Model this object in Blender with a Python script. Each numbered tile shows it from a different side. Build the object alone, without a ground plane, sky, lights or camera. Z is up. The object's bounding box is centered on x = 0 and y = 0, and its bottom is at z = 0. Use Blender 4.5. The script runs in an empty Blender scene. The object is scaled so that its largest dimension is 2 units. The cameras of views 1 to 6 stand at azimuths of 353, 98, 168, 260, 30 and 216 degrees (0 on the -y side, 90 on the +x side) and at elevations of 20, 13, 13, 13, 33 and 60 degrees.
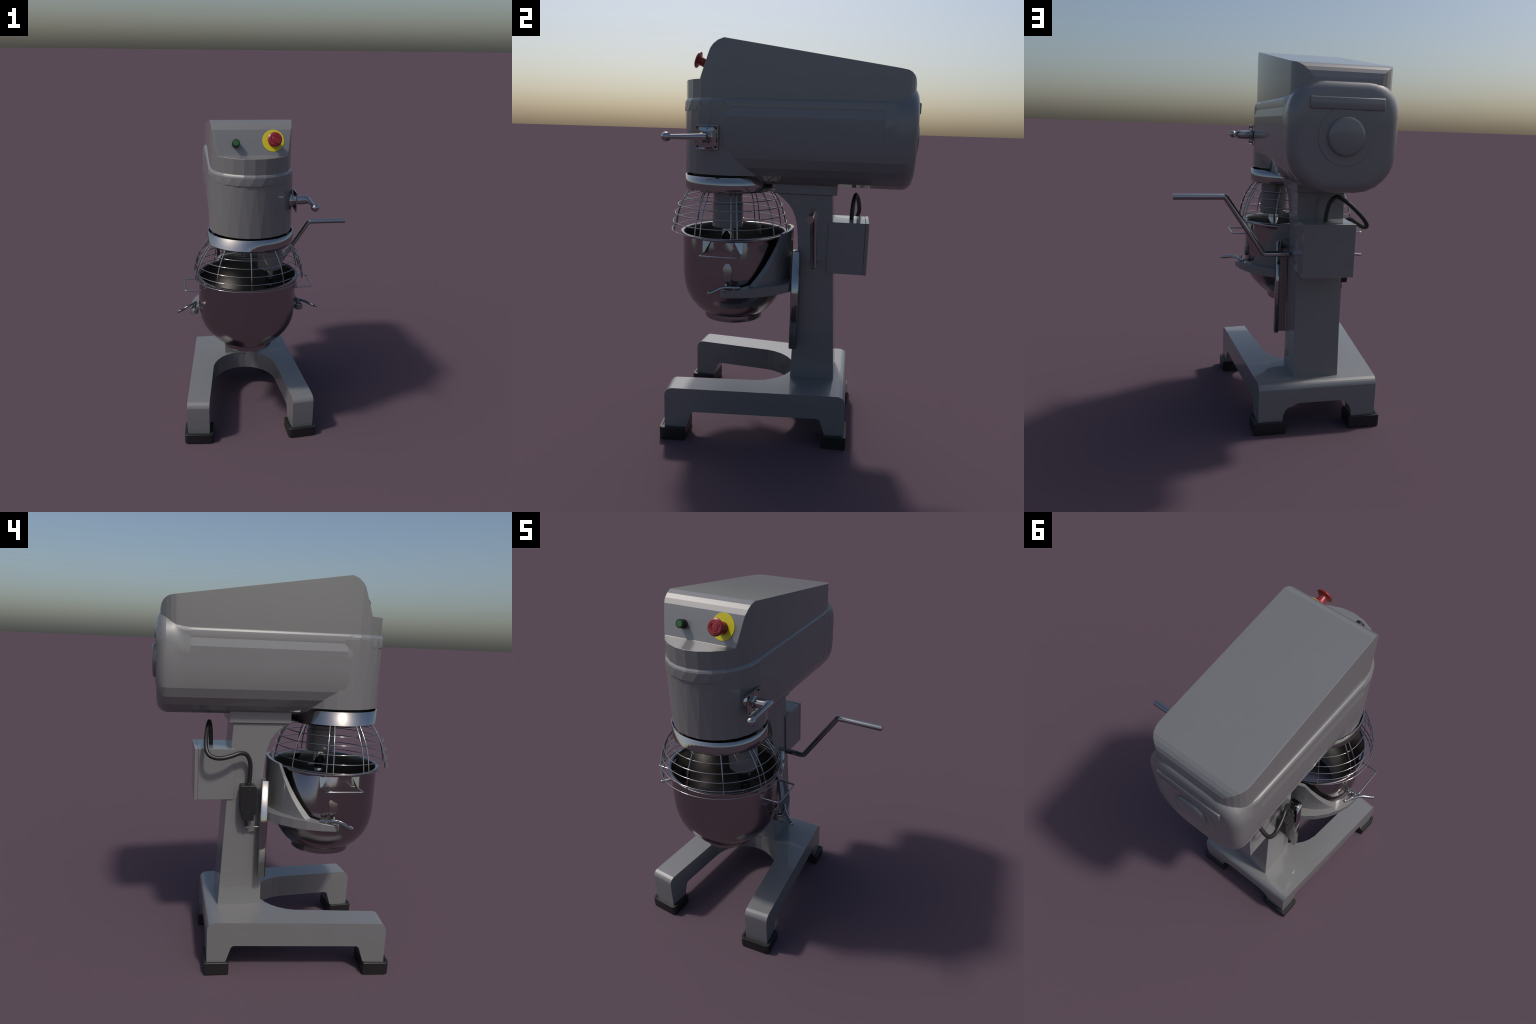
# Floor-standing planetary dough mixer, built part by part.
import bpy, bmesh, math
from math import sin, cos, pi, sqrt, radians
from mathutils import Vector, Matrix

# ------------------------------------------------------------------ materials
def principled(name, color, metallic=0.0, rough=0.4, coat=0.0, coat_rough=0.1,
               vary=0.0, scale=40.0, bump=0.0, bump_scale=300.0, rough_vary=0.0):
    m = bpy.data.materials.new(name)
    m.use_nodes = True
    nt = m.node_tree
    b = nt.nodes["Principled BSDF"]
    b.inputs["Base Color"].default_value = (*color, 1)
    b.inputs["Metallic"].default_value = metallic
    b.inputs["Roughness"].default_value = rough
    b.inputs["Coat Weight"].default_value = coat
    b.inputs["Coat Roughness"].default_value = coat_rough
    tc = nt.nodes.new("ShaderNodeTexCoord")
    if vary or rough_vary:
        n = nt.nodes.new("ShaderNodeTexNoise")
        n.inputs["Scale"].default_value = scale
        n.inputs["Detail"].default_value = 4
        nt.links.new(tc.outputs["Object"], n.inputs["Vector"])
        if vary:
            r = nt.nodes.new("ShaderNodeValToRGB")
            r.color_ramp.elements[0].position = 0.3
            r.color_ramp.elements[1].position = 0.7
            r.color_ramp.elements[0].color = (*[c * (1 - vary) for c in color], 1)
            r.color_ramp.elements[1].color = (*[c * (1 + vary) for c in color], 1)
            nt.links.new(n.outputs["Fac"], r.inputs["Fac"])
            nt.links.new(r.outputs["Color"], b.inputs["Base Color"])
        if rough_vary:
            mr = nt.nodes.new("ShaderNodeMapRange")
            mr.inputs["From Min"].default_value = 0.3
            mr.inputs["From Max"].default_value = 0.7
            mr.inputs["To Min"].default_value = rough - rough_vary
            mr.inputs["To Max"].default_value = rough + rough_vary
            nt.links.new(n.outputs["Fac"], mr.inputs["Value"])
            nt.links.new(mr.outputs["Result"], b.inputs["Roughness"])
    if bump:
        n2 = nt.nodes.new("ShaderNodeTexNoise")
        n2.inputs["Scale"].default_value = bump_scale
        nt.links.new(tc.outputs["Object"], n2.inputs["Vector"])
        bp = nt.nodes.new("ShaderNodeBump")
        bp.inputs["Strength"].default_value = bump
        bp.inputs["Distance"].default_value = 0.001
        nt.links.new(n2.outputs["Fac"], bp.inputs["Height"])
        nt.links.new(bp.outputs["Normal"], b.inputs["Normal"])
    return m

PAINT = principled("grey_paint", (0.190, 0.190, 0.191), metallic=0.22, rough=0.46, coat=0.75, coat_rough=0.04, vary=0.012, scale=6)
INNER = principled("bowl_inside_steel", (0.27, 0.262, 0.258), metallic=1.0, rough=0.30, vary=0.05, scale=30)
STEEL = principled("brushed_steel", (0.33, 0.30, 0.305), metallic=1.0, rough=0.20, vary=0.03, scale=9)
CHROME = principled("polished_chrome", (0.40, 0.40, 0.40), metallic=1.0, rough=0.10)
WIRE = principled("chromed_wire", (0.36, 0.36, 0.36), metallic=1.0, rough=0.10)
RUBBER = principled("black_rubber", (0.012, 0.0115, 0.0115), rough=0.45, vary=0.1, scale=60)
PLASTIC = principled("black_plastic", (0.011, 0.011, 0.0115), rough=0.42)
CABLE = principled("cable_sheath", (0.012, 0.012, 0.012), rough=0.42)
DARK = principled("dark_hole", (0.003, 0.003, 0.003), rough=0.6)
SHADOWED = principled("near_black", (0.006, 0.006, 0.006), rough=0.5)
YELLOW = principled("yellow_label", (0.58, 0.51, 0.012), rough=0.5)
RED = principled("red_button_plastic", (0.235, 0.012, 0.017), rough=0.36)
GREEN = principled("green_button_plastic", (0.017, 0.105, 0.018), rough=0.45)

# ------------------------------------------------------------------ helpers
ROOT = bpy.data.objects.new("planetary_mixer", None)
bpy.context.scene.collection.objects.link(ROOT)
ROOT["label"] = "grey floor-standing dough mixer with steel bowl and wire guard"
ROOT["category"] = "food mixer"

def add(name, mesh, mat, parent=ROOT, smooth=None):
    """Link a mesh as a named part; smooth = angle in degrees, None = flat."""
    ob = bpy.data.objects.new(name, mesh)
    bpy.context.scene.collection.objects.link(ob)
    ob.parent = parent
    if not mesh.materials:
        mesh.materials.append(mat)
    if smooth is not None:
        mesh.polygons.foreach_set("use_smooth", [True] * len(mesh.polygons))
        mesh.set_sharp_from_angle(angle=radians(smooth))
    return ob

def from_bm(bm, name="part_mesh"):
    bmesh.ops.recalc_face_normals(bm, faces=bm.faces[:])
    me = bpy.data.meshes.new(name)
    bm.to_mesh(me)
    bm.free()
    return me

def loft(rings, closed_ring=True, cap=True, loop=False):
    """Skin a list of rings (lists of points with equal count)."""
    bm = bmesh.new()
    vs = [[bm.verts.new(p) for p in r] for r in rings]
    n = len(vs[0])
    m = len(vs)
    for i in range(m if loop else m - 1):
        a, b = vs[i], vs[(i + 1) % m]
        for j in range(n if closed_ring else n - 1):
            k = (j + 1) % n
            bm.faces.new((a[j], a[k], b[k], b[j]))
    if cap and not loop:
        bm.faces.new(vs[0][::-1])
        bm.faces.new(vs[-1])
    return from_bm(bm)

def prism(pts, axis, lo, hi):
    """Extrude a 2D outline along an axis. axis x: pts=(y,z); y: pts=(x,z); z: pts=(x,y)."""
    def P(p, t):
        return {"x": (t, p[0], p[1]), "y": (p[0], t, p[1]), "z": (p[0], p[1], t)}[axis]
    return loft([[P(p, lo) for p in pts], [P(p, hi) for p in pts]])

def boolean(a, b, op):
    oa = bpy.data.objects.new("tmp_a", a)
    ob = bpy.data.objects.new("tmp_b", b)
    for o in (oa, ob):
        bpy.context.scene.collection.objects.link(o)
    md = oa.modifiers.new("b", "BOOLEAN")
    md.object = ob
    md.operation = op
    md.solver = "EXACT"
    dg = bpy.context.evaluated_depsgraph_get()
    me = bpy.data.meshes.new_from_object(oa.evaluated_get(dg))
    bpy.data.objects.remove(oa)
    bpy.data.objects.remove(ob)
    return me

def bevelled(me, width, segs=2, angle=30):
    bm = bmesh.new()
    bm.from_mesh(me)
    bmesh.ops.remove_doubles(bm, verts=bm.verts[:], dist=1e-5)
    es = [e for e in bm.edges if len(e.link_faces) == 2 and e.calc_face_angle(0) > radians(angle)]
    bmesh.ops.bevel(bm, geom=es, offset=width, segments=segs, profile=0.5, affect="EDGES", clamp_overlap=True)
    return from_bm(bm)

def box(x0, x1, y0, y1, z0, z1, bev=0.0, segs=2):
    me = prism([(x0, y0), (x1, y0), (x1, y1), (x0, y1)], "z", z0, z1)
    return bevelled(me, bev, segs) if bev else me

def arc(cx, cy, r, a0, a1, n, ry=None):
    ry = r if ry is None else ry
    return [(cx + r * cos(radians(a0 + (a1 - a0) * i / n)), cy + ry * sin(radians(a0 + (a1 - a0) * i / n)))
            for i in range(n + 1)]

def rounded(pts, radii, n=6):
    """Round the corners of a 2D polygon; radii per corner."""
    out = []
    m = len(pts)
    for i, p in enumerate(pts):
        r = radii[i] if isinstance(radii, (list, tuple)) else radii
        if r <= 0:
            out.append(p)
            continue
        p = Vector(p)
        a = (Vector(pts[i - 1]) - p).normalized()
        b = (Vector(pts[(i + 1) % m]) - p).normalized()
        ang = a.angle(b)
        t = r / math.tan(ang / 2)
        c = p + (a + b).normalized() * (r / sin(ang / 2))
        s, e = p + a * t - c, p + b * t - c
        w = s.angle(e)
        for k in range(n + 1):
            f = k / n
            v = (s * sin((1 - f) * w) + e * sin(f * w)) / sin(w)
            out.append(tuple(c + v))
    return out

def fillet_path(pts, r, n=6):
    """Round the bends of a 3D polyline."""
    pts = [Vector(p) for p in pts]
    out = [pts[0]]
    for i in range(1, len(pts) - 1):
        p = pts[i]
        a = (pts[i - 1] - p).normalized()
        b = (pts[i + 1] - p).normalized()
        ang = a.angle(b)
        t = r / math.tan(ang / 2)
        c = p + (a + b).normalized() * (r / sin(ang / 2))
        s, e = p + a * t - c, p + b * t - c
        w = s.angle(e)
        for k in range(n + 1):
            f = k / n
            out.append(c + (s * sin((1 - f) * w) + e * sin(f * w)) / sin(w))
    out.append(pts[-1])
    return out

def spline(ctrl, per=8):
    """Catmull-Rom through 3D control points."""
    P = [Vector(c) for c in ctrl]
    P = [P[0] * 2 - P[1]] + P + [P[-1] * 2 - P[-2]]
    out = []
    for i in range(1, len(P) - 2):
        for k in range(per):
            t = k / per
            a, b, c, d = P[i - 1], P[i], P[i + 1], P[i + 2]
            out.append(0.5 * (2 * b + (c - a) * t + (2 * a - 5 * b + 4 * c - d) * t * t + (3 * b - a - 3 * c + d) * t ** 3))
    out.append(P[-2])
    return out

def tube(path, r, seg=12, closed=False, cap=True):
    """Sweep a circle along a path; r may be a list per point."""
    path = [Vector(p) for p in path]
    n = len(path)
    tang = []
    for i in range(n):
        if closed:
            t = path[(i + 1) % n] - path[i - 1]
        else:
            t = path[min(i + 1, n - 1)] - path[max(i - 1, 0)]
        tang.append(t.normalized())
    up = Vector((0, 0, 1)) if abs(tang[0].z) < 0.9 else Vector((1, 0, 0))
    u = (up - tang[0] * up.dot(tang[0])).normalized()
    rings = []
    for i in range(n):
        u = (u - tang[i] * u.dot(tang[i])).normalized()
        v = tang[i].cross(u)
        rr = r[i] if isinstance(r, (list, tuple)) else r
        rings.append([path[i] + (u * cos(2 * pi * k / seg) + v * sin(2 * pi * k / seg)) * rr for k in range(seg)])
    return loft(rings, cap=cap, loop=closed)

def lathe(profile, origin, axis=(0, 0, 1), seg=48, sx=1.0, sy=1.0, closed=False):
    """Revolve (radius, height) profile about an axis through origin."""
    q = Vector((0, 0, 1)).rotation_difference(Vector(axis).normalized())
    o = Vector(origin)
    rings = []
    for r, h in profile:
        r = max(r, 1e-4)
        rings.append([o + q @ Vector((r * sx * cos(2 * pi * k / seg), r * sy * sin(2 * pi * k / seg), h)) for k in range(seg)])
    return loft(rings, loop=closed)

def ell(cx, cy, a, b, z, n, ph=0.0):
    return [(cx + a * cos(2 * pi * (k + ph) / n), cy + b * sin(2 * pi * (k + ph) / n), z) for k in range(n)]

# ================================================================== BASE
BX = -0.147                      # centre line of base and column
def base_half(y):                # outer half width of the tapered base along y
    return 0.4065 + (y + 0.567) * (0.323 - 0.4065) / 0.916
def splay(x, y):
    """Turn the front ends of the splayed arms square to the arm direction."""
    w = min(max((-0.30 - y) / 0.13, 0), 1)
    return y - 0.091 * w * (base_half(y) - abs(x - BX))
def base_mesh():
    # plan outline: tapered sides, U-shaped mouth that ends in a round arch
    yf, yr = -0.5690, 0.352
    mouth = [(0.2695, yf - 0.01)] + [(0.222 * cos(t), -0.17 + 0.222 * sin(t)) for t in [radians(a) for a in range(0, 181, 12)]] + [(-0.2695, yf - 0.01)]
    plan = [(BX + base_half(yf - 0.01), yf - 0.01), (BX + base_half(yr + 0.01), yr + 0.01),
            (BX - base_half(yr + 0.01), yr + 0.01), (BX - base_half(yf - 0.01), yf - 0.01)]
    plan += [(BX + 0.0015 + x, y) for x, y in mouth[::-1]]
    body = prism(plan, "z", 0.05, 0.35)
    # side outline: rounded shoulders, flared legs, long arch between the legs
    side = [(yf, 0.055), (yf, 0.279), (yr, 0.279), (yr, 0.055), (0.258, 0.055), (0.226, 0.1515), (-0.430, 0.1515), (-0.461, 0.055)]
    side = rounded(side, [0, 0.042, 0.042, 0, 0, 0.022, 0.022, 0], 7)
    body = boolean(body, prism(side, "x", -0.7, 0.45), "INTERSECT")
    rear = rounded([(0.044, 0.0), (0.044, 0.164), (-0.338, 0.164), (-0.338, 0.0)], [0, 0.085, 0.085, 0], 8)
    body = boolean(body, prism(rear, "y", 0.10, 0.45), "DIFFERENCE")
    bm = bmesh.new()
    bm.from_mesh(body)
    bmesh.ops.remove_doubles(bm, verts=bm.verts[:], dist=1e-5)
    for v in bm.verts:
        v.co.y = splay(v.co.x, v.co.y)
    # soften the upright front edges of the legs
    es = [e for e in bm.edges if all(v.co.y < -0.55 for v in e.verts) and abs(e.verts[0].co.z - e.verts[1].co.z) > 0.12]
    bmesh.ops.bevel(bm, geom=es, offset=0.006, segments=3, profile=0.5, affect="EDGES", clamp_overlap=True)
    return from_bm(bm)
BASE = add("base", base_mesh(), PAINT, smooth=9)

def foot_pad(corners, radii):
    outline = rounded(corners, radii, 5)
    cx = sum(c[0] for c in corners) / 4
    cy = sum(c[1] for c in corners) / 4
    def ins(d, z):
        return [(cx + (x - cx) * (1 - d / 0.085), cy + (y - cy) * (1 - d / 0.07), z) for x, y in outline]
    return loft([ins(0.002, 0.0), ins(0, 0.002), ins(0, 0.0645), ins(0.0015, 0.066), ins(0.012, 0.066), ins(0.013, 0.060)])
for sgn in (1, -1):
    def C(off, y):
        return (BX + sgn * off, y)
    front = [C(0.428, -0.593), C(0.245, -0.608), C(0.236, -0.470), C(0.4175, -0.456)]
    rear = [C(0.352, 0.240), C(0.175, 0.240), C(0.175, 0.366), C(0.3475, 0.366)]
    add("foot_pad", foot_pad(front, [0.022, 0.022, 0.004, 0.004]), RUBBER, BASE, smooth=35)
    add("foot_pad", foot_pad(rear, [0.005] * 4), RUBBER, BASE, smooth=35)

# ================================================================== COLUMN
neck_curve = [(0.0640, 0.973), (0.0600, 1.045), (0.0535, 1.106), (0.0440, 1.148), (0.0300, 1.184), (0.0100, 1.214), (-0.0150, 1.239), (-0.0560, 1.2715)]
col_side = [(0.283, 0.27), (0.227, 1.2715)] + neck_curve[::-1] + [(0.048, 0.27)]
COLUMN = add("column", bevelled(prism(col_side, "x", -0.2705, -0.0225), 0.003, 2, 50), PAINT, smooth=8)
add("collar", box(-0.281, -0.012, -0.068, 0.249, 1.2715, 1.330, 0.002, 1), PAINT, COLUMN)

# vertical guide rails beside the front of the column
def rail(sgn, xo, w, yr):
    """Deep rounded outer flange of a channel that is open to the rear."""
    pts = [(xo, 0.040), (xo, yr), (xo - sgn * w, yr), (xo - sgn * w, 0.040)]
    return prism(rounded(pts, [0.0075, 0.0065, 0.004, 0.003], 4), "z", 0.462, 0.984)
for sgn, xo, xi, w, yr, yw in ((1, 0.0455, -0.0210, 0.022, 0.080, 0.060), (-1, -0.3358, -0.2720, 0.026, 0.081, 0.066)):
    add("guide_rail", rail(sgn, xo, w, yr), CHROME, COLUMN, smooth=180)
    lo, hi = sorted((xo - sgn * (w - 0.001), xi))
    add("rail_web", box(lo, hi, 0.0405, yw, 0.463, 0.983, 0.001, 1), CHROME, COLUMN)
for cx in (0.032, -0.322):
    add("rail_bolt", lathe([(0.006, 0), (0.006, 0.006), (0.004, 0.008)], (cx, 0.060, 0.983), seg=12), CHROME, COLUMN, smooth=30)
# sliding block carrying the bowl yoke
add("slide_block", box(-0.205, -0.088, 0.000, 0.062, 0.772, 0.930, 0.004), PAINT, COLUMN)

# lift crank: tube with two bends
crank = fillet_path([(-0.030, 0.157, 0.936), (0.134, 0.157, 0.936), (0.341, 0.160, 1.239), (0.601, 0.163, 1.2375)], 0.022, 6)
CRANK = add("lift_crank", tube(crank, 0.0157, 20), CHROME, smooth=35)
add("crank_collar", lathe([(0.0165, 0), (0.0165, 0.012), (0.0152, 0.013)], (-0.026, 0.157, 0.936), (1, 0, 0), 24), CHROME, CRANK, smooth=35)

# ================================================================== CONTROL BOX
CBOX = add("control_box", box(-0.276, -0.014, 0.215, 0.400, 0.870, 1.137, 0.0015, 1), PAINT)
add("box_lid", box(-0.277, -0.013, 0.4008, 0.4185, 0.869, 1.138, 0.0015, 1), PAINT, CBOX)
cord = spline([(-0.145, 0.328, 1.120), (-0.147, 0.329, 1.17), (-0.157, 0.333, 1.225), (-0.180, 0.340, 1.258), (-0.205, 0.346, 1.262),
               (-0.250, 0.357, 1.234), (-0.300, 0.366, 1.190), (-0.336, 0.367, 1.152), (-0.355, 0.354, 1.122), (-0.360, 0.322, 1.107), (-0.354, 0.285, 1.105),
               (-0.344, 0.240, 1.114), (-0.330, 0.196, 1.126), (-0.315, 0.160, 1.115), (-0.308, 0.140, 1.075), (-0.304, 0.137, 1.02), (-0.302, 0.141, 0.945)], 6)
add("power_cord", tube(cord, 0.0112, 14), CABLE, CBOX, smooth=40)

# ================================================================== LIMIT SWITCH
sw = rounded([(0.103, 0.806), (0.113, 0.800), (0.113, 0.772), (0.170, 0.772), (0.176, 0.800), (0.184, 0.822), (0.184, 0.957), (0.112, 0.957), (0.103, 0.945)], 0.003, 2)
SWITCH = add("limit_switch", bevelled(prism(sw, "x", -0.3330, -0.2705), 0.002, 1, 40), PLASTIC)
for y, z in [(0.168, 0.924), (0.115, 0.924), (0.172, 0.814), (0.116, 0.814)]:
    add("screw_hole", lathe([(0.0055, 0), (0.0055, 0.0012)], (-0.3335, y, z), (-1, 0, 0), 14), DARK, SWITCH)
for y, z in [(0.141, 0.934), (0.145, 0.816)]:
    add("screw", lathe([(0.0055, 0), (0.005, 0.0018), (0.003, 0.003)], (-0.3330, y, z), (-1, 0, 0), 14), PLASTIC, SWITCH, smooth=40)
add("cable_gland", lathe([(0.0135, 0), (0.0135, 0.008), (0.0115, 0.010)], (-0.302, 0.141, 0.955), seg=20), PLASTIC, SWITCH, smooth=40)
add("plunger", lathe([(0.014, 0), (0.0065, -0.012), (0.006, -0.018), (0.0105, -0.028), (0.0105, -0.033), (0.006, -0.039), (0.003, -0.044)], (-0.303, 0.148, 0.774), seg=18), PLASTIC, SWITCH, smooth=40)
add("actuator_rod", tube([(-0.300, 0.146, 0.727), (-0.300, 0.118, 0.728), (-0.300, 0.112, 0.728), (-0.300, 0.075, 0.728)], [0.003, 0.003, 0.0048, 0.0048], 12), CHROME, SWITCH, smooth=40)
add("actuator_ball", lathe([(0.0065 * sin(a), -0.0065 * cos(a)) for a in [pi * i / 8 for i in range(9)]], (-0.300, 0.148, 0.727), seg=14), CHROME, SWITCH, smooth=60)

# ================================================================== HEAD
HX, HY = -0.132, -0.307          # centre of the neck cylinder
SEG = 24                         # sheet metal is visibly faceted
# --- horizontal housing with rounded lower edges and a domed rear cap
RC, ZB = 0.185, 1.309            # radius of the lower edges, underside height
def lower_edge(hw, n=6):
    return [(0.0, ZB)] + [(hw - RC + RC * sin(t), ZB + RC - RC * cos(t)) for t in [radians(90 * i / n) for i in range(n + 1)]]
def sec_body():
    """Half section (x>=0) of the housing along its length, bottom to top."""
    s = lower_edge(0.2523)
    s += [(0.2525, 1.56), (0.2525, 1.600), (0.2525, 1.643), (0.2470, 1.681), (0.2475, 1.7085), (0.2462, 1.7160), (0.2415, 1.7240),
          (0.234, 1.7275), (0.18, 1.7275), (0.10, 1.7275), (0.0, 1.7275)]
    return s
def sec_cap():
    s = lower_edge(0.2545)
    s += [(0.2545, 1.56)]
    up = [radians(a) for a in (0, 11, 22, 33, 44, 55, 66, 78, 90)]
    s += [(0.1045 + 0.150 * cos(t), 1.656 + 0.150 * sin(t)) for t in up]
    s += [(0.0, 1.806)]
    return s
def full(half, y, inset=0.0, shrink=None):
    cz = 1.5555
    pts = []
    for x, z in half:
        pts.append((x, z))
    ring = [(x, z) for x, z in pts] + [(-x, z) for x, z in pts[-2:0:-1]]
    out = []
    for x, z in ring:
        fx = (0.2545 - inset) / 0.2545
        fz = (0.2505 - inset) / 0.2505
        out.append((HX + x * fx * (1.010 if x < 0 else 1.0), y, cz + (z - cz) * fz))
    return out
def housing():
    B, C = sec_body(), sec_cap()
    assert len(B) == len(C), (len(B), len(C))
    def mix(f):
        return [(a[0] + (b[0] - a[0]) * f, a[1] + (b[1] - a[1]) * f) for a, b in zip(B, C)]
    def smoothstep(t):
        return t * t * (3 - 2 * t)
    nose = [(x * 0.975, z) for x, z in B]
    rings = [full(nose, -0.335), full(B, -0.307), full(B, 0.452), full([(x * 1.004, z) for x, z in B], 0.4525)]
    for i in range(1, 7):
        f = i / 6
        rings.append(full(mix(smoothstep(f)), 0.47 + 0.072 * f))
    R = 0.054
    for a in range(9, 91, 9):
        t = radians(a)
        rings.append(full(C, 0.5565 + R * sin(t), R * (1 - cos(t))))
    rings.append(full(C, 0.612, R + 0.07))
    return loft(rings)
HEAD = add("head_housing", housing(), PAINT, smooth=12)
# crisp creases where the side walls change slope
sharp = HEAD.data.attributes.get("sharp_edge") or HEAD.data.attributes.new("sharp_edge", "BOOLEAN", "EDGE")
for e in HEAD.data.edges:
    p, q = [HEAD.data.vertices[i].co for i in e.vertices]
    if max(p.y, q.y) < 0.47 and abs(p.y - q.y) > 0.3 and (1.63 < p.z < 1.69 or p.z > 1.727):
        sharp.data[e.index].value = True

# --- vertical neck, faceted, under the belt
def neck():
    bm = bmesh.new()
    lo = [bm.verts.new(p) for p in ell(HX, HY, 0.2515, 0.2490, 1.360, SEG, 0.5)]
    hi = [bm.verts.new(p) for p in ell(HX, HY, 0.2520, 0.2505, 1.700, SEG, 0.0)]
    for k in range(SEG):
        bm.faces.new((lo[k], lo[(k + 1) % SEG], hi[(k + 1) % SEG]))
        bm.faces.new((lo[k], hi[(k + 1) % SEG], hi[k]))
    bm.faces.new(lo[::-1])
    bm.faces.new(hi)
    return from_bm(bm)
add("neck", neck(), PAINT, HEAD)
# --- belt: raised band around the front, with triangulated facets
def belt():
    bm = bmesh.new()
    rows = [ell(HX, HY, 0.236, 0.242, 1.667, SEG, 0.5), ell(HX, HY, 0.2490, 0.2560, 1.667, SEG, 0.5), ell(HX, HY, 0.2480, 0.2550, 1.712, SEG, 0.0),
            ell(HX, HY, 0.2445, 0.2520, 1.7195, SEG), ell(HX, HY, 0.2385, 0.2465, 1.7270, SEG), ell(HX, HY, 0.230, 0.238, 1.7280, SEG)]
    V = [[bm.verts.new(p) for p in r] for r in rows]
    for k in range(SEG):
        n = (k + 1) % SEG
        bm.faces.new((V[0][k], V[0][n], V[1][n], V[1][k]))
        bm.faces.new((V[1][k], V[1][n], V[2][n]))
        bm.faces.new((V[1][k], V[2][n], V[2][k]))
        for i in (2, 3, 4):
            bm.faces.new((V[i][k], V[i][n], V[i + 1][n], V[i + 1][k]))
    bm.faces.new(V[0][::-1])
    bm.faces.new(V[-1])
    return from_bm(bm)
add("belt", belt(), PAINT, HEAD)

# --- top cover: stadium plan cut to the wedge-shaped side outline
def cover():
    a, b = 0.2365, 0.2450
    front = [(HX + a * cos(2 * pi * k / SEG), HY + b * sin(2 * pi * k / SEG)) for k in range(SEG // 2, SEG + 1)]
    R = 0.10
    plan = front + [(HX + a, 0.493)] + [(HX + a - R * (1 - cos(t)), 0.493 + R * sin(t)) for t in [radians(x) for x in range(15, 91, 15)]]
    plan += [(HX - a + R * (1 - cos(t)), 0.493 + R * sin(t)) for t in [radians(x) for x in range(90, 14, -15)]] + [(HX - a, 0.493)]
    body = prism(plan, "z", 1.60, 2.1)
    slope = (1.8755 - 2.0) / (0.495 + 0.311)
    side = [(-0.60, 1.690), (-0.60, 1.816), (-0.436, 1.816), (-0.3925, 1.928), (-0.3815, 1.953), (-0.364, 1.9735), (-0.3415, 1.9895), (-0.311, 2.0)]
    ye = 0.545
    ze = 2.0 + slope * (ye + 0.311)
    side += [(ye, ze), (0.562, 1.8605), (0.576, 1.849), (0.5855, 1.833), (0.5915, 1.808), (0.5935, 1.78), (0.5935, 1.690)]
    side = [(y - (0.001 if z == 1.816 and y > -0.5 else 0), z) for y, z in side]
    return boolean(body, prism(side, "x", -0.6, 0.4), "INTERSECT")
COVER = add("top_cover", bevelled(cover(), 0.0012, 1, 40), PAINT, HEAD, smooth=8)

# --- rear details: raised bar, disc and round boss on the cap
def rear_boss():
    prof = [(0.086, -0.02), (0.086, 0.010), (0.0845, 0.0165), (0.079, 0.0215), (0.070, 0.0235), (0.0, 0.0235)]
    return lathe(prof, (-0.133, 0.608, 1.561), (0, 1, 0), 48)
add("rear_boss", rear_boss(), PAINT, HEAD, smooth=35)
add("rear_disc", lathe([(0.127, -0.01), (0.127, 0.0022), (0.1262, 0.0030), (0.0, 0.0030)], (-0.133, 0.6118, 1.561), (0, 1, 0), 64), PAINT, HEAD, smooth=35)
add("rear_bar", bevelled(box(-0.304, 0.037, 0.57, 0.619, 1.674, 1.727), 0.006, 3), PAINT, HEAD, smooth=35)

# ================================================================== PANEL BUTTONS
PN = Vector((0, -0.9325, 0.3612)).normalized()     # normal of the sloping control panel
ESTOP = add("emergency_stop", lathe([(0.0625, -0.002), (0.0625, 0.002), (0.0618, 0.0028), (0.0, 0.0028)], Vector((-0.0135, -0.4055, 1.894)), PN, 48), YELLOW, smooth=30)
EC = Vector((-0.0135, -0.4070, 1.8885))
add("mushroom_button", lathe([(0.0295, 0.001), (0.0290, 0.010), (0.0265, 0.014), (0.0240, 0.024), (0.0225, 0.040), (0.0225, 0.052), (0.0270, 0.0575), (0.0390, 0.0595), (0.0412, 0.0620),
                              (0.0404, 0.0660), (0.0335, 0.0705), (0.0300, 0.0700), (0.0205, 0.0715), (0.0190, 0.0700), (0.0160, 0.0725), (0.0150, 0.0715), (0.0, 0.0725)],
                             EC, PN, 20), RED, ESTOP, smooth=25)
def arrow_ridge(a):
    """Raised twist-arrow on the mushroom cap."""
    q = Vector((0, 0, 1)).rotation_difference(PN)
    o = EC
    pts = [o + q @ Vector((0.0255 * cos(a + t), 0.0255 * sin(a + t), 0.0712)) for t in [i * 0.14 for i in range(8)]]
    return tube(pts, [0.0032, 0.0026, 0.0022, 0.002, 0.0018, 0.0016, 0.0014, 0.001], 8)
for k in range(3):
    add("twist_arrow", arrow_ridge(k * 2 * pi / 3 + 0.4), RED, ESTOP, smooth=40)
START = add("start_button", lathe([(0.0222, -0.002), (0.0222, 0.010), (0.0215, 0.012), (0.0215, 0.0350), (0.0195, 0.038), (0.0172, 0.038), (0.0172, 0.034), (0, 0.034)], Vector((-0.2285, -0.4125, 1.8775)), PN, 32), PLASTIC, smooth=35)
add("green_cap", lathe([(0.0165, 0.030), (0.0165, 0.0372), (0.0155, 0.0384), (0, 0.0384)], Vector((-0.2285, -0.4125, 1.8775)), PN, 32), GREEN, START, smooth=35)

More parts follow.
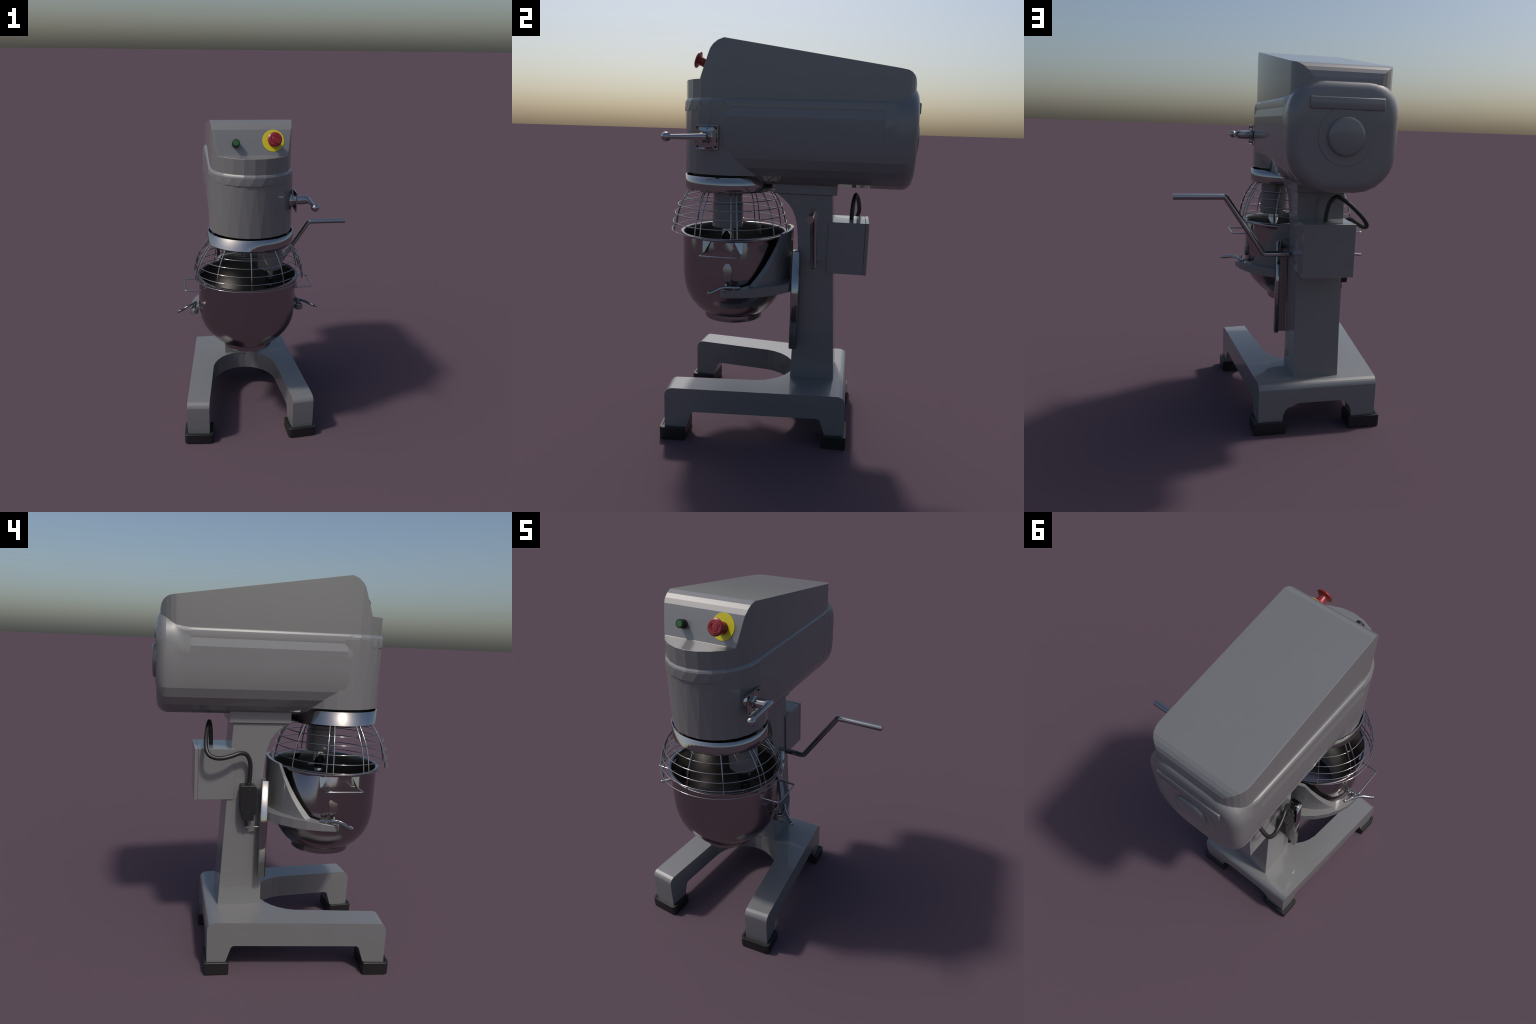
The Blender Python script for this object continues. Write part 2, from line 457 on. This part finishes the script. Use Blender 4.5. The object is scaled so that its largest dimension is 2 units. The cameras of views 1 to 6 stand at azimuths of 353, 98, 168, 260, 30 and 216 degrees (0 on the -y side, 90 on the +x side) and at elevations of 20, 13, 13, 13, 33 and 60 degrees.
# ================================================================== SPEED LEVER
LY, LZ = -0.388, 1.5405
def lever_plate():
    h = 0.0595
    def sq(s, x):
        return [(x, LY + s * a, LZ + 0.98 * s * b) for a, b in ((-1, -1), (1, -1), (1, 1), (-1, 1))]
    return loft([sq(h, 0.1225), sq(h, 0.1285), sq(h - 0.0035, 0.1295), sq(h - 0.006, 0.1285), sq(h - 0.012, 0.1255), sq(0.030, 0.1285)])
LEVER = add("speed_lever", lever_plate(), CHROME)
add("lever_flange", lathe([(0.040, -0.05), (0.040, 0.008), (0.034, 0.012), (0.034, 0.026)], (0.098, LY, LZ), (1, 0, 0), 28), CHROME, LEVER, smooth=35)
add("lever_hub", lathe([(0.031, 0.0), (0.031, 0.006), (0.0262, 0.009), (0.0262, 0.060), (0.0245, 0.074), (0.018, 0.088), (0.008, 0.094), (0.0, 0.095)], (0.126, LY, LZ), (1, 0, 0), 28), CHROME, LEVER, smooth=35)
add("lever_arm", tube([(0.206, -0.366, 1.5425), (0.206, -0.378, 1.5425), (0.2065, -0.400, 1.542), (0.208, -0.45, 1.541), (0.211, -0.561, 1.539)], [0.0165, 0.0178, 0.0168, 0.0142, 0.0108], 20), CHROME, LEVER, smooth=40)
add("lever_ball", lathe([(0.0233 * sin(a), -0.0233 * cos(a)) for a in [pi * i / 16 for i in range(17)]], (0.211, -0.561, 1.539), seg=28), CHROME, LEVER, smooth=60)
for a in (-1, 1):
    for b in (-1, 1):
        add("plate_screw", lathe([(0.0042, 0), (0.0042, 0.004), (0.002, 0.005)], (0.1255, LY + a * 0.0445, LZ + b * 0.0435), (1, 0, 0), 12), SHADOWED, LEVER, smooth=30)
    add("plate_mark", lathe([(0.005, 0), (0.005, 0.003), (0.0025, 0.0045)], (0.1262, LY + 0.004, LZ + a * 0.0435), (1, 0, 0), 12), CHROME, LEVER, smooth=30)

# ================================================================== BOWL
WX, WY = -0.1465, -0.2968
bowl_out = [(0.145, 0.589), (0.160, 0.5985), (0.182, 0.6120), (0.2045, 0.6320), (0.226, 0.6595), (0.2450, 0.690), (0.2590, 0.727), (0.2680, 0.765),
            (0.2728, 0.805), (0.2745, 0.845), (0.2747, 0.89), (0.2748, 0.935), (0.2749, 0.98), (0.2750, 1.010), (0.2750, 1.033)]
def stretch(z):
    """Bowl is slightly oval: wider across x towards the top, round at its foot."""
    t = min(max((z - 0.55) / 0.22, 0), 1)
    return 1.0 + 0.113 * t * t * (3 - 2 * t)
def bowl():
    out = bowl_out + [(0.2785, 1.0385), (0.2830, 1.0365), (0.2873, 1.0385), (0.2890, 1.0435), (0.2873, 1.0485), (0.2830, 1.0505), (0.2765, 1.0495), (0.2720, 1.0470), (0.2705, 1.040)]
    inner = [(r - 0.004, z + 0.001) for r, z in bowl_out[::-1]][1:]
    prof = [(0.0, 0.5705), (0.11, 0.571), (0.135, 0.578)] + out + inner + [(0.131, 0.581), (0.11, 0.575), (0.0, 0.5735)]
    n_out = 3 + len(out) - 2
    rings = []
    for r, z in prof:
        st = stretch(z) if z < 1.035 else 1.107
        cx = WX if z < 1.035 else -0.1445
        rings.append(ell(cx, WY, max(r, 1e-4) * st, max(r, 1e-4), z, 72))
    me = loft(rings)
    me.materials.append(STEEL)
    me.materials.append(INNER)
    for i, p in enumerate(me.polygons):          # inside walls carry the duller finish
        if p.index < (len(rings) - 1) * 72 and p.index // 72 >= n_out:
            p.material_index = 1
    me.polygons[len(me.polygons) - 1].material_index = 1
    return me
BOWL = add("mixing_bowl", bowl(), STEEL, smooth=40)
def rim_sheen(ob):
    """Tilt shading normals in patches of the upper wall to draw sky reflections there."""
    sky_patches = [(146, 15, 30, 0.83), (171, 6, 22, 0.955), (196, 6, 22, 0.955), (20, 5, 15, 0.91), (8, 4, 17, 0.968), (-12, 5, 17, 0.968),
              (-33, 6, 14, 0.90), (-75, 4, 9, 0.96), (-112, 4, 9, 0.96)]
    me = ob.data
    nors = [Vector(c.vector) for c in me.corner_normals]
    for p in me.polygons:
        c = p.center
        if not (0.80 < c.z < 1.034) or p.material_index or p.normal.xy.dot(Vector((c.x - WX, c.y - WY))) <= 0:
            continue
        for li in p.loop_indices:
            v = me.vertices[me.loops[li].vertex_index].co
            th = math.degrees(math.atan2(v.y - WY, v.x - WX))
            tilt = 0.0
            for t0, w, amp, z0 in sky_patches:
                d = abs((th - t0 + 180) % 360 - 180) / w
                if d < 1 and v.z > z0:
                    tilt = max(tilt, amp * (1 - d * d) ** 0.5 * (v.z - z0) / (1.033 - z0))
            if tilt:
                e = radians(tilt)
                n = nors[li]
                h = Vector((n.x, n.y, 0)).normalized()
                nors[li] = h * cos(e) + Vector((0, 0, 1)) * sin(e)
    me.normals_split_custom_set([tuple(n) for n in nors])
rim_sheen(BOWL)
add("bowl_foot", lathe([(0.148, 0.601), (0.1568, 0.601), (0.1580, 0.598), (0.1582, 0.574), (0.1570, 0.5690), (0.152, 0.5685), (0.150, 0.595)], (-0.1435, -0.297, 0), seg=64), STEEL, BOWL, smooth=35)
for s in (-1, 1):
    def W(off, y, z):
        return (-0.1435 + s * off, y, z)
    pts = fillet_path([W(0.284, -0.389, 0.977), W(0.398, -0.388, 0.980), W(0.398, -0.202, 0.980), W(0.284, -0.201, 0.977)], 0.012, 5)
    H = add("bowl_handle", tube(pts, 0.0044, 12), CHROME, BOWL, smooth=40)
    # tapered straps from rim to each end of the handle
    for y, d in ((-0.395, 1), (-0.197, -1)):
        def bx(yy, ex):
            return 0.3055 * sqrt(max(0.0, 1 - ((yy - WY) / 0.2750) ** 2)) + ex
        rows = []
        for f in (0.0, 0.35, 0.7, 1.0):
            z = 1.037 - f * 0.062
            y0 = y - d * 0.004 + d * 0.002 * f
            y1 = y + d * (0.034 * (1 - f) + 0.005)
            ex = 0.0025 + 0.013 * f
            rows.append([W(bx(y0, ex), y0, z), W(bx(y1, ex), y1, z), W(bx(y1, ex - 0.016), y1, z), W(bx(y0, ex - 0.016), y0, z)])
        add("handle_strap", loft(rows), CHROME, H, smooth=50)
    # clamp lug on the side of the bowl: wedge with an eye for the pin
    yc = -0.268
    rows = []
    for z, w, e in ((0.836, 0.019, 0.0100), (0.848, 0.020, 0.0105), (0.905, 0.024, 0.004), (0.930, 0.010, -0.002)):
        o = 0.3035
        rows.append([W(o - 0.02, yc - w, z), W(o + e, yc - w, z), W(o + e, yc + w, z), W(o - 0.02, yc + w, z)])
    LUG = add("clamp_lug", bevelled(loft(rows), 0.002, 1), STEEL, BOWL, smooth=30)
    eye = [Vector(W(0.3380, -0.267, 0.8035)) + Vector((0.0195 * cos(t), 0.0195 * sin(t), 0)) for t in [2 * pi * i / 28 for i in range(28)]]
    add("lug_eye", tube(eye, 0.0042, 10, closed=True), CHROME, LUG, smooth=50)
    add("lug_neck", tube([W(0.285, -0.267, 0.806), W(0.3195, -0.267, 0.8035)], 0.0065, 10), CHROME, LUG, smooth=50)

# ================================================================== BOWL YOKE
YX, YY = -0.1440, -0.300
def yoke_band():
    # C-shaped band in plan, concentric with the bowl, with rounded bosses at both ends
    n = 16
    oa, ob, ia, ib = 0.3720, 0.3860, 0.3200, 0.3100
    a0 = 0.094
    ang = [a0 + (pi - 2 * a0) * i / n for i in range(n + 1)]
    out = [(oa * cos(a), ob * sin(a)) for a in ang]
    inn = [(ia * cos(a), ib * sin(a)) for a in ang]
    mx, my = (out[0][0] + inn[0][0]) / 2, (out[0][1] + inn[0][1]) / 2
    rb = (out[0][0] - inn[0][0]) / 2
    turn = [radians(a) for a in (30, 60, 90, 120, 150)]
    bl = [(-mx - rb * cos(t), my - rb * sin(t)) for t in turn]
    br = [(mx - rb * cos(t), my - rb * sin(t)) for t in turn]
    plan = out + bl + inn[::-1] + br
    me = prism([(YX + x - 0.003 * min(1, max(0, y - 0.03) / 0.15), YY + min(y, 0.357)) for x, y in plan], "z", 0.770, 0.818)
    for v in me.vertices:                       # arms get thinner towards the bosses
        if v.co.z > 0.8:
            f = min(max((-0.165 - v.co.y) / 0.07, 0), 1)
            v.co.z -= 0.019 * f
    return me
YOKE = add("bowl_yoke", bevelled(yoke_band(), 0.0012, 1, 50), PAINT, smooth=8)
def yoke_plate():
    # curved back plate, tall behind the bowl and sloping down to the arms
    oa, ob, ia, ib = 0.3550, 0.3250, 0.3280, 0.3090
    right = [28.5, 35, 41, 46, 51, 57, 63.1, 71, 80]
    ang = right + [90] + [180 - a for a in right[::-1]]
    rows = []
    for a in ang:
        t = radians(a)
        off = abs(cos(t)) * oa * 0.983
        zt = 1.078 - 0.010 * off / 0.158 if off < 0.1585 else 1.068 - 0.252 * (off - 0.158) / (0.294 - 0.158)
        YS = YX - 0.004
        p = (YS + oa * cos(t), YY + ob * sin(t))
        ti = t - math.copysign(0.10, cos(t)) * max(0, (abs(cos(t)) - 0.4524) / (0.8526 - 0.4524))   # end faces cut slanting
        q = (YS + ia * cos(ti), YY + ib * sin(ti))
        rows.append([(*p, 0.79), (*p, zt), (*q, zt), (*q, 0.79)])
    return loft(rows)
add("back_plate", yoke_plate(), PAINT, YOKE, smooth=8)
for s in (-1, 1):
    def W(off, y, z):
        return (YX + s * off, y, z)
    add("yoke_pin", lathe([(0.010, -0.02), (0.010, -0.010), (0.0095, 0.0), (0.0045, 0.020), (0.0015, 0.0215)], W(0.338, -0.267, 0.8145), seg=16), CHROME, YOKE, smooth=35)
    # clamp lever: curved rod pivoted behind the pin
    path = spline([W(0.331, -0.2005, 0.8165), W(0.333, -0.203, 0.8165), W(0.347, -0.226, 0.818), W(0.364, -0.252, 0.8225), W(0.386, -0.280, 0.8240), W(0.411, -0.302, 0.818), W(0.432, -0.317, 0.8130), W(0.4455, -0.328, 0.8115), W(0.449, -0.331, 0.811)], 4)
    n = len(path)
    L = add("clamp_lever", tube(path, [0.003] + [0.0074 + 0.0022 * min(1, i / (0.6 * n)) for i in range(1, n - 4)] + [0.0092, 0.0085, 0.007, 0.004], 12), CHROME, YOKE, smooth=50)
    add("lever_pivot", lathe([(0.007, -0.004), (0.0085, 0.0), (0.0085, 0.010), (0.006, 0.013)], W(0.347, -0.226, 0.803), seg=16), CHROME, L, smooth=35)

# ================================================================== SAFETY GUARD
GX, GY = -0.1437, -0.3213
def guard_ring():
    gx, gy = -0.1315, -0.3215
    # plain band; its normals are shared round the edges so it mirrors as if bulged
    prof = [(-0.006, 1.3495), (0.0, 1.3485), (0.0, 1.2800), (-0.006, 1.2725), (-0.022, 1.2725), (-0.020, 1.2770), (-0.007, 1.283)]
    return loft([ell(gx, gy, 0.2612 + d, 0.2350 + d, z, 64) for d, z in prof], loop=True)
GUARD = add("safety_guard", guard_ring(), CHROME, smooth=35)
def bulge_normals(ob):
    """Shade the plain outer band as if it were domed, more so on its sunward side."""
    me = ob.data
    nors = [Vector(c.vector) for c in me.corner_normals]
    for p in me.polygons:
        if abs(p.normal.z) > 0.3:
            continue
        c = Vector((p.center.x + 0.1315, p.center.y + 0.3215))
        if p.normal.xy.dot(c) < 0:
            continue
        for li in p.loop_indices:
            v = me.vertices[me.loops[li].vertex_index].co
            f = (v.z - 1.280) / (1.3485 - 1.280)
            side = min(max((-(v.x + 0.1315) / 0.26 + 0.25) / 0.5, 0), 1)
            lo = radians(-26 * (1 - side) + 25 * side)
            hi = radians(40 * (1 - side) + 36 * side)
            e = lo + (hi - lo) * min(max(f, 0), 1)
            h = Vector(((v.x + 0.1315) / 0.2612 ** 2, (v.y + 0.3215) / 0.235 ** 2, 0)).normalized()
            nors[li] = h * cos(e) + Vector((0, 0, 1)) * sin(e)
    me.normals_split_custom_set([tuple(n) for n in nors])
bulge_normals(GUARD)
KX = 1.121                       # the guard is oval like the bowl
levels = [(1.0578, 0.3103), (1.1013, 0.3042), (1.1465, 0.2930), (1.1910, 0.2770), (1.2290, 0.2433)]
for z, r in levels:
    add("guard_hoop", tube(ell(GX, GY, r * KX, r, z, 72), 0.0024, 8, closed=True), WIRE, GUARD, smooth=50)
upright = [(1.0560, 0.3075), (1.101, 0.3005), (1.1465, 0.2895), (1.191, 0.2735), (1.227, 0.2535), (1.252, 0.2375), (1.282, 0.2170)]
# feet of the upright wires given by direction around the guard
feet = [(-0.355, -0.560), (-0.155, -0.628), (0.045, -0.583), (0.185, -0.434), (0.196, -0.404), (0.207, -0.243), (0.196, -0.212),
        (0.028, -0.062), (-0.152, -0.010), (-0.345, -0.070), (-0.478, -0.212), (-0.484, -0.245), (-0.476, -0.404), (-0.462, -0.434)]
for fx, fy in feet:
    th = math.atan2((fy - GY), (fx - GX) / KX)
    path = [(GX + r * KX * cos(th), GY + r * sin(th), z) for z, r in upright]
    add("guard_wire", tube(spline(path, 3), 0.0033, 8), WIRE, GUARD, smooth=50)

# ================================================================== PLANETARY DRIVE
DX, DY = -0.005, -0.3055
DRIVE = add("planetary_drive", lathe([(0.075, 1.362), (0.075, 1.214), (0.079, 1.210), (0.079, 1.094), (0.076, 1.0885), (0.030, 1.087)], (DX, DY, 0), seg=28), PAINT, smooth=20)
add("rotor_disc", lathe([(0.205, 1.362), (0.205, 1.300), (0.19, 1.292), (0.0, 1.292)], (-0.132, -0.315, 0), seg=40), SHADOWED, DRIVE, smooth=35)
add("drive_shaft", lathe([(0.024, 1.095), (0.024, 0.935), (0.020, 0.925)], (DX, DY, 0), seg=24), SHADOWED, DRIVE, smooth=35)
def bayonet():
    # sleeve with two pointed skirts
    n = 32
    rows = []
    for k in range(n):
        t = 2 * pi * k / n
        zb = 1.075 - 0.058 * abs(sin(t)) ** 1.5
        rows.append([(DX + r * cos(t), DY + r * sin(t), z) for r, z in ((0.0270, 1.090), (0.0270 + (1.090 - zb) * 0.16, zb), (0.0245, zb), (0.0245, 1.090))])
    return loft(rows, loop=True)
add("bayonet_sleeve", bayonet(), CHROME, DRIVE, smooth=35)
add("agitator_socket", lathe([(0.0235, 0.985), (0.0255, 0.978), (0.0330, 0.952), (0.0300, 0.940), (0.020, 0.931), (0.010, 0.929)], (DX, DY, 0), seg=24), CHROME, DRIVE, smooth=35)
add("drive_pin", tube(fillet_path([(DX, DY, 1.003), (DX, DY + 0.060, 1.003), (DX, DY + 0.060, 0.952)], 0.006, 4), 0.0042, 10), CHROME, DRIVE, smooth=50)
